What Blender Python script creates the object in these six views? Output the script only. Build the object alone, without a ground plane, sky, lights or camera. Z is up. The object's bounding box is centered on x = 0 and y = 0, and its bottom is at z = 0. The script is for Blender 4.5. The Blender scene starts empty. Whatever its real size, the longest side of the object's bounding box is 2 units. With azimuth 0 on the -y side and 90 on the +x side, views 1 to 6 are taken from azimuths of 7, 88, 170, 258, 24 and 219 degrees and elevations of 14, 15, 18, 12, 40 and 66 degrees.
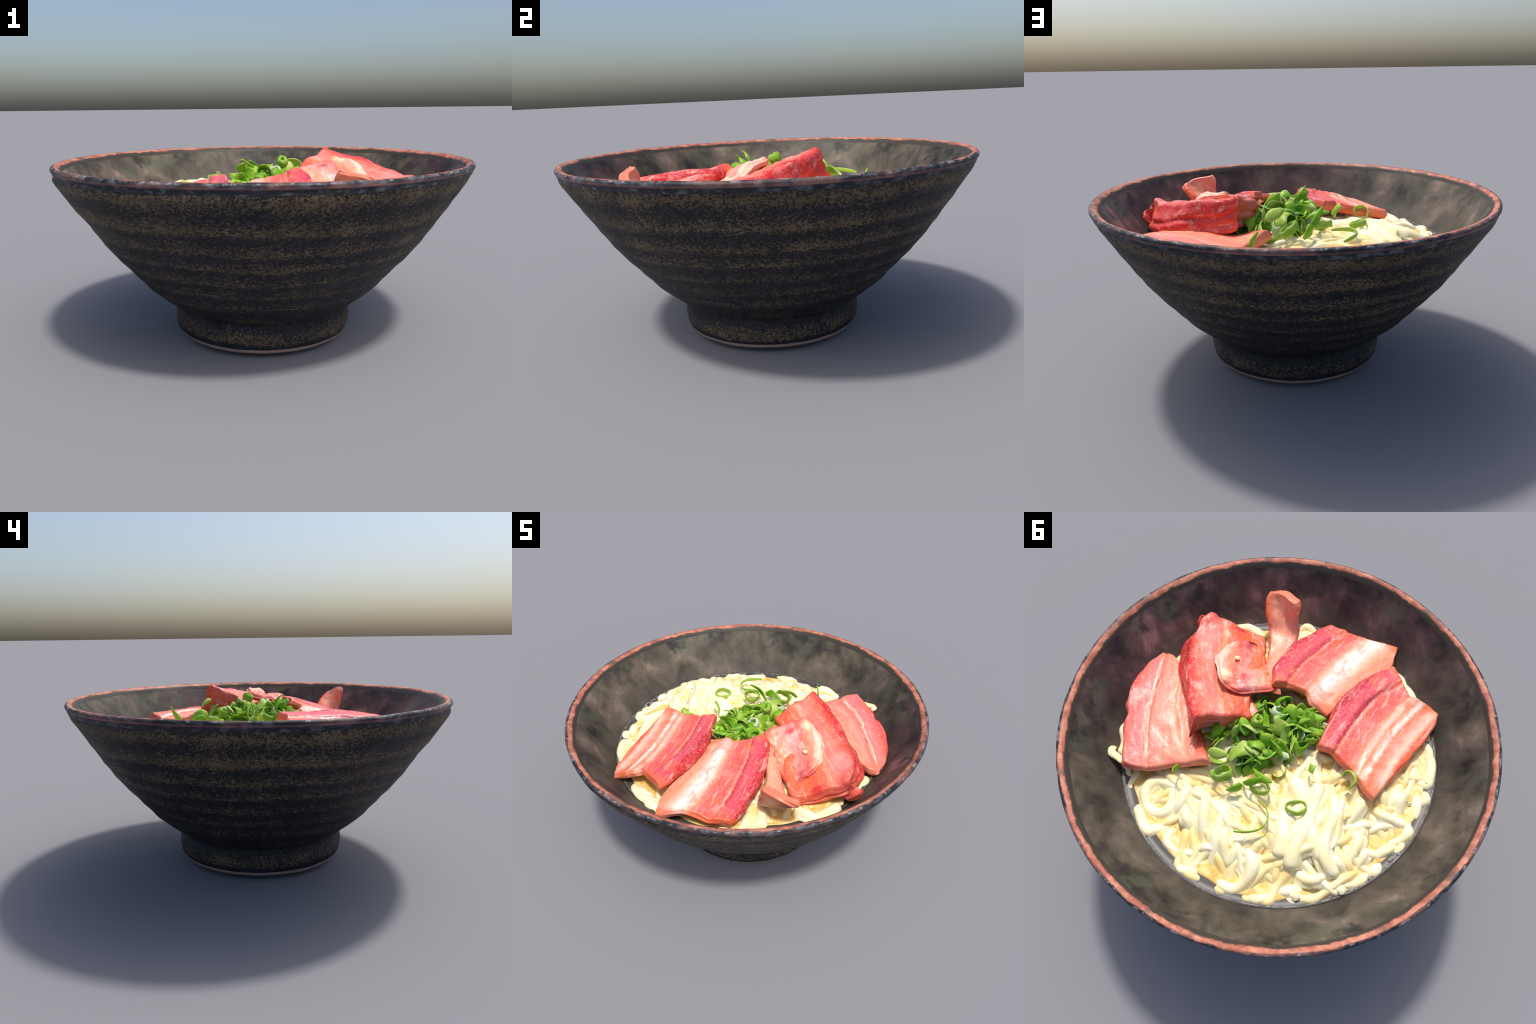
"""A bowl of noodle soup: dark stoneware bowl, clear broth, thick noodles,
slices of pork belly laid round a heap of chopped scallions."""
import bpy, bmesh, math, random
import numpy as np
from mathutils import Vector, Matrix, noise as mnoise

rng = random.Random(7)
COL = bpy.context.scene.collection


# ------------------------------------------------------------------ helpers
def empty(name, loc=(0, 0, 0), parent=None, **props):
    o = bpy.data.objects.new(name, None)
    o.empty_display_size = 0.05
    COL.objects.link(o)
    if parent:
        o.parent = parent
    o.location = loc
    for k, v in props.items():
        o[k] = v
    return o


def obj(name, mesh, parent=None, mat=None, **props):
    o = bpy.data.objects.new(name, mesh)
    COL.objects.link(o)
    if parent:
        o.parent = parent
    if mat and not mesh.materials:
        mesh.materials.append(mat)
    for k, v in props.items():
        o[k] = v
    return o


def mesh_from(name, verts, faces, smooth=True):
    me = bpy.data.meshes.new(name)
    me.from_pydata([tuple(v) for v in verts], [], [tuple(f) for f in faces])
    if smooth:
        me.polygons.foreach_set("use_smooth", [True] * len(me.polygons))
    me.update()
    return me


def split_regions(whole, groups):
    """Cut one smooth mesh into several by face label; borders coincide and
    every piece keeps the whole body's vertex normals."""
    normals = np.array([v.vector[:] for v in whole.vertex_normals])
    co = np.array([v.co[:] for v in whole.vertices])
    out = {}
    for label in sorted(set(groups)):
        faces = [p.vertices[:] for p, g in zip(whole.polygons, groups) if g == label]
        used = sorted({i for f in faces for i in f})
        back = {v: k for k, v in enumerate(used)}
        me = mesh_from("part", co[used], [[back[i] for i in f] for f in faces])
        me.normals_split_custom_set_from_vertices([tuple(n) for n in normals[used]])
        out[label] = me
    return out


def nz(x, y, z, s, seed=0.0):
    return mnoise.noise(Vector((x * s + seed, y * s - seed * 1.7, z * s + seed * 0.6)))


def catmull(pts, per):
    """Smooth curve through the given points."""
    P = [np.array(p, float) for p in pts]
    P = [2 * P[0] - P[1]] + P + [2 * P[-1] - P[-2]]
    out = []
    for i in range(1, len(P) - 2):
        a, b, c, d = P[i - 1 : i + 3]
        for k in range(per):
            t = k / per
            out.append(0.5 * (2 * b + (c - a) * t + (2 * a - 5 * b + 4 * c - d) * t * t + (3 * b - a - 3 * c + d) * t ** 3))
    out.append(P[-2])
    return np.array(out)


# ---------------------------------------------------------------- materials
class Tree:
    def __init__(self, name):
        self.mat = bpy.data.materials.new(name)
        self.mat.use_nodes = True
        self.n, self.l = self.mat.node_tree.nodes, self.mat.node_tree.links
        self.bsdf = self.n["Principled BSDF"]
        self.out = self.n["Material Output"]
        self.tc = self.n.new("ShaderNodeTexCoord")
        self.obj = self.tc.outputs["Object"]

    def put(self, socket, v):
        if isinstance(v, bpy.types.NodeSocket):
            self.l.new(v, socket)
        elif v is not None:
            socket.default_value = v

    def math(self, op, a, b=None, c=None, clamp=False):
        m = self.n.new("ShaderNodeMath")
        m.operation, m.use_clamp = op, clamp
        for s, v in zip(m.inputs, (a, b, c)):
            self.put(s, v)
        return m.outputs[0]

    def noise(self, scale, detail=3, rough=0.55, distort=0.0, stretch=None, shift=None, vec=None):
        t = self.n.new("ShaderNodeTexNoise")
        t.inputs["Scale"].default_value = scale
        t.inputs["Detail"].default_value = detail
        t.inputs["Roughness"].default_value = rough
        t.inputs["Distortion"].default_value = distort
        v = vec or self.obj
        if stretch or shift:
            m = self.n.new("ShaderNodeMapping")
            m.inputs["Scale"].default_value = stretch or (1, 1, 1)
            m.inputs["Location"].default_value = shift or (0, 0, 0)
            self.l.new(v, m.inputs[0])
            v = m.outputs[0]
        self.l.new(v, t.inputs["Vector"])
        return t.outputs["Fac"]

    def ramp(self, fac, stops, mode="LINEAR"):
        r = self.n.new("ShaderNodeValToRGB")
        r.color_ramp.interpolation = mode
        e = r.color_ramp.elements
        while len(e) < len(stops):
            e.new(0.5)
        for k, (p, c) in zip(e, stops):
            k.position = p
            k.color = (c, c, c, 1) if isinstance(c, (int, float)) else (*c, 1)
        self.l.new(fac, r.inputs[0])
        return r.outputs["Color"]

    def span(self, v, a, b, c=0.0, d=1.0):
        m = self.n.new("ShaderNodeMapRange")
        m.interpolation_type = "SMOOTHSTEP"
        for s, x in zip(m.inputs, (v, a, b, c, d)):
            self.put(s, x)
        return m.outputs[0]

    def mix(self, fac, a, b, mode="MIX"):
        m = self.n.new("ShaderNodeMix")
        m.data_type, m.blend_type = "RGBA", mode
        self.put(m.inputs["Factor"], fac)
        for s, v in ((m.inputs[6], a), (m.inputs[7], b)):
            self.put(s, (*v, 1) if isinstance(v, tuple) else v)
        return m.outputs[2]

    def xyz(self):
        s = self.n.new("ShaderNodeSeparateXYZ")
        self.l.new(self.obj, s.inputs[0])
        return s.outputs

    def rand(self):
        return self.n.new("ShaderNodeObjectInfo").outputs["Random"]

    def bump(self, height, strength, dist):
        b = self.n.new("ShaderNodeBump")
        b.inputs["Strength"].default_value = strength
        b.inputs["Distance"].default_value = dist
        self.l.new(height, b.inputs["Height"])
        self.l.new(b.outputs[0], self.bsdf.inputs["Normal"])

    def done(self, color, rough=0.5, spec=0.3):
        self.put(self.bsdf.inputs["Base Color"], (*color, 1) if isinstance(color, tuple) else color)
        self.put(self.bsdf.inputs["Roughness"], rough)
        self.bsdf.inputs["Specular IOR Level"].default_value = spec
        return self.mat


RIDGES = (0.187, 0.296, 0.364, 0.438, 0.518, 0.591, 0.683, 0.804)   # throwing ridges
HOLLOWS = (0.145, 0.243, 0.331, 0.405, 0.484, 0.555, 0.640, 0.738, 0.850)


def glaze_outside():
    t = Tree("speckled_black_glaze")
    z = t.xyz()[2]
    wob = t.math("MULTIPLY_ADD", t.noise(3.0, 3), 0.05, -0.025)
    zz = t.math("ADD", z, wob)
    stops = [(0.02, 0.05), (0.058, 0.05), (0.078, 0.7), (0.10, 0.7), (0.13, 0.5)]
    level = [0.5, 0.5, 0.55, 0.6, 0.68, 0.75, 0.85, 0.86]
    for k, h in enumerate(RIDGES):
        stops += [(HOLLOWS[k] + 0.012, 0.12 + 0.03 * k), (h, level[k])]
    stops += [(0.832, 0.6), (0.845, 0.0)]
    band = t.ramp(zz, sorted(stops))
    patch = t.noise(5.0, 2, shift=(3, 1, 2))
    fine = t.noise(88, 3, 0.62, 0.5, stretch=(1, 1, 1.25))
    # the glaze breaks to khaki on the ridges, in specks
    m = t.math("ADD", t.math("MULTIPLY_ADD", band, 0.33, -0.275), t.math("MULTIPLY_ADD", patch, 0.22, -0.11))
    m = t.span(t.math("ADD", fine, m), 0.37, 0.55)
    tone = t.noise(14, 3, shift=(7, 0, 0))
    khaki = t.mix(t.span(tone, 0.35, 0.65), (0.098, 0.070, 0.040), (0.138, 0.101, 0.062))
    black = t.mix(t.span(t.noise(30, 2), 0.4, 0.7), (0.012, 0.012, 0.015), (0.02, 0.022, 0.032))
    c = t.mix(m, black, khaki)
    t.bump(fine, 0.25, 0.004)
    return t.done(c, 0.62, 0.2)


def glaze_inside():
    t = Tree("reflection_painted_lining")
    x, y, z = t.xyz()
    cloud = t.noise(6.0, 5, 0.6, 0.3, stretch=(1, 1, 0.8))
    broad = t.noise(1.8, 2, shift=(3, 3, 1))
    v = t.math("MULTIPLY_ADD", broad, 0.45, t.math("MULTIPLY", cloud, 0.95))
    olive = t.ramp(v, [(0.50, (0.016, 0.015, 0.015)), (0.60, (0.046, 0.040, 0.031)), (0.70, (0.078, 0.066, 0.050)),
                       (0.80, (0.125, 0.10, 0.078)), (0.90, (0.21, 0.16, 0.13))])
    plum = t.ramp(v, [(0.50, (0.014, 0.011, 0.013)), (0.60, (0.038, 0.025, 0.026)), (0.70, (0.066, 0.041, 0.041)),
                      (0.80, (0.115, 0.066, 0.066)), (0.90, (0.24, 0.13, 0.125))])
    # blurred reflections painted into the lining: olive on one side, plum opposite
    side = t.math("ADD", t.math("MULTIPLY_ADD", x, 0.5, t.math("MULTIPLY", y, -0.5)), t.math("MULTIPLY_ADD", t.noise(2.6, 3, shift=(1, 5, 2)), 1.6, -0.85))
    c = t.mix(t.span(side, -0.2, 0.4), olive, plum)
    upper = t.span(z, 0.70, 0.80)
    green = t.span(t.noise(4.6, 3, shift=(4, 2, 8)), 0.54, 0.66)
    c = t.mix(t.math("MULTIPLY", t.math("MULTIPLY", green, upper), 0.6), c, (0.085, 0.095, 0.062))
    blot = t.span(t.noise(8, 4, 0.6, shift=(2, 9, 1)), 0.53, 0.70)
    c = t.mix(t.math("MULTIPLY", t.math("MULTIPLY", blot, upper), 0.85), c, (0.018, 0.017, 0.018))
    # below, near the soup, the colour is calmer, with tiny bubbles and grit
    low = t.span(z, 0.74, 0.66)
    c = t.mix(t.math("MULTIPLY", low, 0.45), c, (0.062, 0.053, 0.043))
    grit = t.span(t.noise(120, 2), 0.66, 0.74)
    c = t.mix(t.math("MULTIPLY", t.math("MULTIPLY", grit, low), 0.4), c, (0.3, 0.28, 0.24))
    t.bump(t.noise(20, 3), 0.1, 0.004)
    return t.done(c, 0.55, 0.2)


def glaze_rim():
    t = Tree("copper_rim_glaze")
    x, y, z = t.xyz()
    r = t.math("SQRT", t.math("ADD", t.math("MULTIPLY", x, x), t.math("MULTIPLY", y, y)))
    wob = t.math("MULTIPLY_ADD", t.noise(10, 4, 0.65), 0.034, -0.017)
    rr = t.math("ADD", r, wob)
    copper = t.mix(t.span(t.noise(16, 4, 0.65), 0.35, 0.68), (0.34, 0.10, 0.065), (0.60, 0.24, 0.155))
    copper = t.mix(t.span(t.noise(8, 4, shift=(5, 5, 0)), 0.54, 0.70), copper, (0.16, 0.085, 0.065))
    dark = t.mix(t.span(t.noise(22, 4, 0.6, stretch=(1, 1, 2)), 0.45, 0.68), (0.02, 0.021, 0.027), (0.10, 0.10, 0.12))
    blush = t.span(t.noise(5, 3, shift=(8, 2, 0)), 0.50, 0.62)
    stripe = t.math("MULTIPLY", t.span(z, 0.853, 0.857), t.span(z, 0.866, 0.861))
    dark = t.mix(t.math("MULTIPLY", stripe, t.math("MULTIPLY_ADD", blush, 0.5, 0.35)), dark, (0.30, 0.13, 0.11))
    dark = t.mix(t.math("MULTIPLY", t.math("MULTIPLY", blush, t.span(z, 0.858, 0.87)), 0.3), dark, (0.4, 0.2, 0.16))
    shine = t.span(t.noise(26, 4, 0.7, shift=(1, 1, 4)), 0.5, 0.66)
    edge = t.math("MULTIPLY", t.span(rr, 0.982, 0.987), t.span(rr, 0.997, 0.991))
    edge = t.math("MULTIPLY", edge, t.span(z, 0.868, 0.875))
    low = t.math("MULTIPLY", t.span(r, 0.968, 0.974), t.span(z, 0.866, 0.860))
    c = t.mix(t.math("MULTIPLY", t.span(rr, 0.985, 0.978), t.math("SUBTRACT", 1.0, low)), dark, copper)
    c = t.mix(t.math("MULTIPLY", t.math("MULTIPLY", shine, edge), 0.4), c, (0.62, 0.58, 0.58))  # white highlights along the lip, coloured in as pale flecks
    c = t.mix(t.span(rr, 0.964, 0.956), c, (0.05, 0.042, 0.035))
    return t.done(c, 0.5, 0.2)


def clay(name, a, b):
    t = Tree(name)
    return t.done(t.mix(t.noise(24, 3), a, b), 0.75, 0.1)


def broth_material():
    t = Tree("clear_broth")
    c = t.ramp(t.noise(6, 3), [(0.35, (0.045, 0.042, 0.04)), (0.6, (0.075, 0.07, 0.065)), (0.75, (0.12, 0.10, 0.07))])
    return t.done(c, 0.35, 0.2)


def soaked_bed_material():
    t = Tree("broth_soaked_noodles")
    c = t.ramp(t.noise(14, 4, 0.6, 1.0), [(0.3, (0.62, 0.33, 0.06)), (0.5, (0.79, 0.53, 0.17)), (0.68, (0.88, 0.75, 0.42))])
    t.bump(t.noise(20, 3), 0.4, 0.01)
    return t.done(c, 0.5, 0.25)


def noodle_material(name, a, b):
    t = Tree(name)
    base = t.mix(t.span(t.noise(9, 3), 0.35, 0.65), a, b)
    base = t.mix(t.math("MULTIPLY", t.rand(), 0.45), base, (0.84, 0.76, 0.50))
    streak = t.span(t.noise(28, 3, shift=(3, 3, 3)), 0.56, 0.72)
    base = t.mix(t.math("MULTIPLY", streak, 0.45), base, (0.84, 0.60, 0.24))
    t.bump(t.noise(30, 2), 0.12, 0.004)
    t.bsdf.inputs["Subsurface Weight"].default_value = 0.12
    t.bsdf.inputs["Subsurface Radius"].default_value = (0.02, 0.015, 0.008)
    return t.done(base, 0.45, 0.3)


def meat_material(name, coef, ends, stops, edge, grain=1.0, mottle=0.06, spots=()):
    """Bands of lean and fat run along the slice; `coef` gives the position
    across the slice as a quadratic of the local x and y."""
    t = Tree(name)
    x, y, z = t.xyz()
    terms = (None, x, y, t.math("MULTIPLY", x, x), t.math("MULTIPLY", x, y), t.math("MULTIPLY", y, y))
    v = float(coef[0])
    for c, k in zip(coef[1:], terms[1:]):
        v = t.math("MULTIPLY_ADD", k, float(c), v)
    wob = t.math("ADD", t.math("MULTIPLY_ADD", t.noise(9, 4, 0.6), mottle * 2, -mottle), t.math("MULTIPLY_ADD", t.noise(45, 3), 0.05, -0.025))
    c = t.ramp(t.math("ADD", v, wob), stops)
    fleck = t.span(t.noise(80, 4, 0.65), 0.48, 0.68)
    c = t.mix(t.math("MULTIPLY", fleck, 0.26 * grain), c, (0.92, 0.48, 0.44))
    # fibres run along the slice: pale streaks of fat, browner streaks of lean
    fat = t.span(t.noise(1, 4, 0.6, 0.4, stretch=(9, 48, 20), shift=(1, 3, 5)), 0.54, 0.70)
    c = t.mix(t.math("MULTIPLY", fat, 0.55), c, (0.92, 0.55, 0.46))
    rust = t.span(t.noise(1, 4, 0.65, 0.6, stretch=(12, 40, 20), shift=(7, 2, 4)), 0.56, 0.72)
    c = t.mix(t.math("MULTIPLY", rust, 0.55), c, edge)
    deep = t.span(t.noise(9, 4, 0.62, 0.5, shift=(4, 8, 1)), 0.52, 0.70)
    c = t.mix(t.math("MULTIPLY", deep, 0.55), c, edge)
    blush = t.span(t.noise(8, 4, 0.6, 0.8, shift=(9, 1, 3)), 0.52, 0.68)
    c = t.mix(t.math("MULTIPLY", blush, 0.25), c, (0.90, 0.38, 0.33))
    for place, tint, size in spots:
        d = t.n.new("ShaderNodeVectorMath")
        d.operation = "DISTANCE"
        t.l.new(t.obj, d.inputs[0])
        d.inputs[1].default_value = place
        spot_mask = t.span(t.math("MULTIPLY_ADD", t.noise(28, 4), size, d.outputs["Value"]), size * 1.5, size * 0.75)
        c = t.mix(t.math("MULTIPLY", spot_mask, 0.85), c, tint)
    # seared ends
    w = float(ends[0])
    for k, q in zip(ends[1:], terms[1:]):
        w = t.math("MULTIPLY_ADD", q, float(k), w)
    w = t.math("ABSOLUTE", t.math("ADD", w, t.math("MULTIPLY_ADD", t.noise(16, 4, shift=(2, 2, 9)), 0.14, -0.57)))
    c = t.mix(t.math("MULTIPLY", t.span(w, 0.40, 0.50), 0.75), c, edge)
    t.bump(t.math("ADD", t.noise(60, 3, 0.6), t.noise(18, 2)), 0.3, 0.006)
    t.bsdf.inputs["Subsurface Weight"].default_value = 0.0
    return t.done(c, 0.36, 0.4)


def scallion_material(name, a, b, tip):
    t = Tree(name)
    r = t.rand()
    c = t.mix(r, a, b)
    c = t.mix(t.math("MULTIPLY", t.span(t.noise(22, 3), 0.48, 0.7), 0.55), c, tip)
    rim = t.span(t.math("ABSOLUTE", t.math("ADD", t.xyz()[2], t.math("MULTIPLY_ADD", t.noise(30, 2, shift=(5, 0, 0)), 0.02, -0.01))), 0.016, 0.044)
    c = t.mix(t.math("MULTIPLY", rim, 0.5), c, tip)
    fibre = t.noise(90, 2, stretch=(1, 1, 0.2))
    c = t.mix(t.math("MULTIPLY", t.span(fibre, 0.5, 0.7), 0.15), c, (0.5, 0.7, 0.15))
    t.bsdf.inputs["Roughness"].default_value = 0.4
    m = t.done(c, 0.4, 0.3)
    tr = t.n.new("ShaderNodeBsdfTranslucent")
    t.l.new(c, tr.inputs[0])
    mx = t.n.new("ShaderNodeMixShader")
    mx.inputs[0].default_value = 0.25
    t.l.new(t.bsdf.outputs[0], mx.inputs[1])
    t.l.new(tr.outputs[0], mx.inputs[2])
    t.l.new(mx.outputs[0], t.out.inputs["Surface"])
    return m


# --------------------------------------------------------------------- bowl
PROFILE = [  # radius, height, region: up the outside, over the lip, down inside
    (0.0, 0.0, "base"), (0.30, 0.001, "base"), (0.375, 0.009, "base"), (0.408, 0.018, "base"), (0.417, 0.024, "base"),
    (0.425, 0.027, "foot_ring"), (0.432, 0.037, "foot_ring"), (0.4365, 0.047, "foot_ring"),
    (0.439, 0.052, "foot"), (0.4435, 0.068, "foot"), (0.4465, 0.09, "foot"), (0.4465, 0.11, "foot"), (0.444, 0.13, "foot"),
    (0.439, 0.145, "foot"), (0.432, 0.157, "foot"), (0.432, 0.166, "foot"),
    (0.441, 0.175, "wall"), (0.460, 0.184, "wall"), (0.494, 0.208, "wall"), (0.535, 0.240, "wall"), (0.570, 0.270, "wall"),
    (0.599, 0.300, "wall"), (0.625, 0.330, "wall"), (0.651, 0.360, "wall"), (0.678, 0.390, "wall"), (0.705, 0.420, "wall"),
    (0.731, 0.450, "wall"), (0.756, 0.480, "wall"), (0.779, 0.510, "wall"), (0.800, 0.540, "wall"), (0.820, 0.570, "wall"),
    (0.840, 0.600, "wall"), (0.860, 0.630, "wall"), (0.880, 0.660, "wall"), (0.898, 0.690, "wall"), (0.917, 0.720, "wall"),
    (0.937, 0.750, "wall"), (0.956, 0.780, "wall"), (0.973, 0.810, "wall"), (0.985, 0.835, "wall"),
    (0.989, 0.846, "rim"), (0.989, 0.851, "rim"), (0.993, 0.855, "rim"), (0.9965, 0.861, "rim"), (0.9965, 0.869, "rim"), (0.992, 0.876, "rim"),
    (0.984, 0.8795, "rim"), (0.974, 0.878, "rim"), (0.963, 0.872, "rim"), (0.953, 0.862, "rim"), (0.946, 0.850, "rim"),
    (0.932, 0.832, "lining"), (0.898, 0.788, "lining"), (0.860, 0.736, "lining"), (0.819, 0.682, "lining"), (0.762, 0.622, "lining"),
    (0.70, 0.56, "lining"), (0.60, 0.46, "lining"), (0.45, 0.37, "lining"), (0.25, 0.31, "lining"), (0.0, 0.29, "lining")]


def build_bowl():
    top = empty("ramen_bowl", label="Wide dark stoneware bowl with speckled ridged glaze and copper rim", category="soup bowl")
    seg = 320
    pts, tags = [], []
    for (r0, z0, g0), (r1, z1, g1) in zip(PROFILE, PROFILE[1:]):
        n = max(1, int(math.hypot(r1 - r0, z1 - z0) / 0.011)) if r1 > 0.36 and r0 > 0.36 else 2
        for k in range(n):
            f = k / n
            pts.append((r0 + (r1 - r0) * f, z0 + (z1 - z0) * f))
            tags.append(g1 if (g1 != g0 and False) else g0 if g0 == g1 else g1)
    pts.append(PROFILE[-1][:2])
    # smooth the polyline a little, except at the sharp turns of the foot and lip
    arr = np.array(pts)
    for _ in range(3):
        s = arr.copy()
        s[1:-1] = (arr[:-2] + 2 * arr[1:-1] + arr[2:]) / 4
        wall = (arr[:, 1] > 0.2) & (arr[:, 1] < 0.835)
        arr[wall] = s[wall]
    verts, faces, groups = [], [], []
    n = len(arr)
    for i, (r, z) in enumerate(arr):
        outside = i < n * 0.62 and z < 0.85
        for k in range(seg):
            a = 2 * math.pi * k / seg
            x, y = math.cos(a), math.sin(a)
            rr, zz = r, z
            if 0.17 < z < 0.84 and arr[i][0] > 0.43 and tags[min(i, n - 2)] == "wall":
                for h in RIDGES:
                    hh = z + 0.006 * nz(x, y, h, 1.5)
                    rr += 0.0030 * math.exp(-((hh - h) / 0.017) ** 2)
                rr += 0.0022 * nz(x * r, y * r, z, 14) - 0.002
            if z > 0.82:
                w = min(1, (z - 0.82) / 0.04)
                zz += w * (0.0028 * nz(x, y, 0, 4, 3) + 0.0012 * nz(x, y, 0, 14, 5))
                rr += w * (0.0025 * nz(x, y, 0, 2.5, 9) + 0.0015 * nz(x, y, 0, 16, 2))
            if tags[min(i, n - 2)] == "lining" and z > 0.6:
                rr += 0.003 * nz(x * r, y * r, z, 5, 4)
            if 0.62 < z < 0.85 and tags[min(i, n - 2)] == "wall":
                rr += 0.013 * max(0, -0.78 * x - 0.62 * y) * min(1, (z - 0.62) / 0.1) * min(1, (0.855 - z) / 0.02)
            if z < 0.06 and r > 0.38:
                rr += 0.004 * nz(x, y, z, 5, 1)
            # the thrown body leans a little off the centre of its mouth
            lean = 1 - min(1, max(0, (z - 0.25) / 0.5))
            verts.append((rr * x - 0.002 * lean, rr * y * 0.996 - 0.004 * lean, max(0.0, zz)))
    for i in range(n - 1):
        for k in range(seg):
            k2 = (k + 1) % seg
            faces.append((i * seg + k, i * seg + k2, (i + 1) * seg + k2, (i + 1) * seg + k))
            groups.append(tags[i])
    me = mesh_from("bowl_whole", verts, faces)
    bm = bmesh.new()
    bm.from_mesh(me)
    bmesh.ops.dissolve_degenerate(bm, dist=1e-6, edges=bm.edges)
    bm.free()
    parts = split_regions(me, groups)
    mats = {"base": clay("dark_clay", (0.02, 0.019, 0.02), (0.04, 0.037, 0.036)),
            "foot_ring": clay("bare_clay", (0.27, 0.165, 0.135), (0.44, 0.34, 0.31)),
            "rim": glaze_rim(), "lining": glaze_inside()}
    mats["wall"] = mats["foot"] = glaze_outside()
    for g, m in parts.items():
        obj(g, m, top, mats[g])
    bpy.data.meshes.remove(me)
    return top


# -------------------------------------------------------------------- broth
BROTH = 0.624


def noodle_height(x, y):
    """Height of the heap of noodles over the plan of the bowl."""
    r = math.hypot(x, y)
    t = min(1, max(0, (r - 0.40) / 0.36))
    t = t * t * (3 - 2 * t)
    h = 0.722 - 0.090 * t
    # under the slices the heap is lower, under the scallions a little higher
    front = min(1, max(0, (-y + 0.45 * x - 0.05) / 0.35))
    h -= 0.020 * front * (1 - t)
    h += 0.02 * math.exp(-(((x - 0.05) / 0.2) ** 2 + ((y - 0.0) / 0.2) ** 2))
    h -= 0.025 * math.exp(-(((x + 0.52) / 0.10) ** 2 + ((y - 0.05) / 0.10) ** 2))
    h += 0.034 * math.exp(-(((x + 0.56) / 0.13) ** 2 + ((y - 0.30) / 0.13) ** 2))
    h += 0.014 * math.exp(-(((x + 0.36) / 0.22) ** 2 + ((y - 0.30) / 0.2) ** 2))
    h += 0.03 * math.exp(-(((x - 0.09) / 0.09) ** 2 + ((y + 0.12) / 0.09) ** 2))
    h -= 0.028 * math.exp(-(((x - 0.16) / 0.20) ** 2 + ((y - 0.47) / 0.16) ** 2))
    return h


def disc(radius, rings, seg, height, centre=(0, 0)):
    verts, faces = [], []
    for i in range(rings + 1):
        r = radius * i / rings
        for k in range(seg):
            a = 2 * math.pi * k / seg
            x, y = centre[0] + r * math.cos(a), centre[1] + r * math.sin(a)
            verts.append((x, y, height(x, y)))
    for i in range(rings):
        for k in range(seg):
            faces.append((i * seg + k, (i + 1) * seg + k, (i + 1) * seg + (k + 1) % seg, i * seg + (k + 1) % seg))
    return mesh_from("disc", verts, faces)


def build_broth():
    top = empty("broth", label="Clear brown soup filling the bowl with small bubbles", category="soup")
    me = disc(0.765, 40, 160, lambda x, y: BROTH + 0.001 * nz(x, y, 0, 9) + (0.006 * max(0, (math.hypot(x, y) - 0.748) / 0.014)))
    obj("liquid", me, top, broth_material())
    # pale froth line where the soup meets the wall
    t = Tree("froth")
    fm = t.done(t.mix(t.span(t.noise(30, 3), 0.4, 0.6), (0.09, 0.085, 0.08), (0.40, 0.37, 0.34)), 0.35, 0.4)
    verts, faces, seg, tube = [], [], 360, 6
    for k in range(seg):
        a = 2 * math.pi * k / seg
        c, s = math.cos(a), math.sin(a)
        rad = 0.0012 + 0.0024 * max(0, nz(c, s, 0, 9, 2)) + 0.0015 * max(0, nz(c, s, 0, 40, 6))
        R = 0.757 + 0.002 * nz(c, s, 0, 6)
        for j in range(tube):
            b = 2 * math.pi * j / tube
            verts.append(((R + rad * math.cos(b)) * c, (R + rad * math.cos(b)) * s, BROTH + 0.004 + rad * math.sin(b)))
    for k in range(seg):
        for j in range(tube):
            faces.append((k * tube + j, ((k + 1) % seg) * tube + j, ((k + 1) % seg) * tube + (j + 1) % tube, k * tube + (j + 1) % tube))
    obj("froth_line", mesh_from("froth_line", verts, faces), top, fm)
    # bubbles: little rings of foam near the wall
    bub = None
    r = random.Random(3)
    for k in range(26):
        a = math.radians(r.uniform(148, 178) if k < 18 else r.uniform(60, 110))
        R = r.uniform(0.728, 0.754)
        if bub is None:
            bm = bmesh.new()
            bmesh.ops.create_uvsphere(bm, u_segments=14, v_segments=8, radius=1)
            bub = bpy.data.meshes.new("bubble")
            bm.to_mesh(bub)
            bm.free()
            bub.polygons.foreach_set("use_smooth", [True] * len(bub.polygons))
        o = obj("bubble", bub, top, fm)
        s = r.uniform(0.004, 0.011)
        o.location = (R * math.cos(a), R * math.sin(a), BROTH + s * 0.2)
        o.scale = (s, s, s * 0.7)
    return top


# ------------------------------------------------------------------ noodles
NOODLES = []


def noodle(*plan, lift=0.0, width=None):
    NOODLES.append((plan, lift, width))


noodle((0.281, 0.439), (0.348, 0.505), (0.348, 0.570), (0.298, 0.613), (0.228, 0.609), (0.199, 0.559), (0.237, 0.486), (0.277, 0.411))
noodle((0.338, 0.596), (0.320, 0.649), (0.261, 0.705), (0.214, 0.716), (0.173, 0.652), (0.129, 0.621))
noodle((0.082, 0.594), (0.119, 0.632), (0.103, 0.682), (0.043, 0.686), (-0.014, 0.656), (-0.055, 0.602))
noodle((0.262, 0.394), (0.193, 0.438), (0.173, 0.524), (0.182, 0.578))
noodle((0.162, 0.504), (0.097, 0.545), (0.033, 0.571))
noodle((0.151, 0.485), (0.063, 0.521), (-0.026, 0.576))
noodle((0.118, 0.382), (0.055, 0.467), (-0.005, 0.544), (-0.063, 0.596))
noodle((-0.005, 0.336), (-0.023, 0.432), (-0.075, 0.540), (-0.135, 0.648))
noodle((-0.066, 0.450), (-0.104, 0.518), (-0.180, 0.578), (-0.172, 0.514), (-0.154, 0.468))
noodle((0.016, 0.716), (-0.023, 0.743), (-0.081, 0.702), (-0.148, 0.656))
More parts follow.
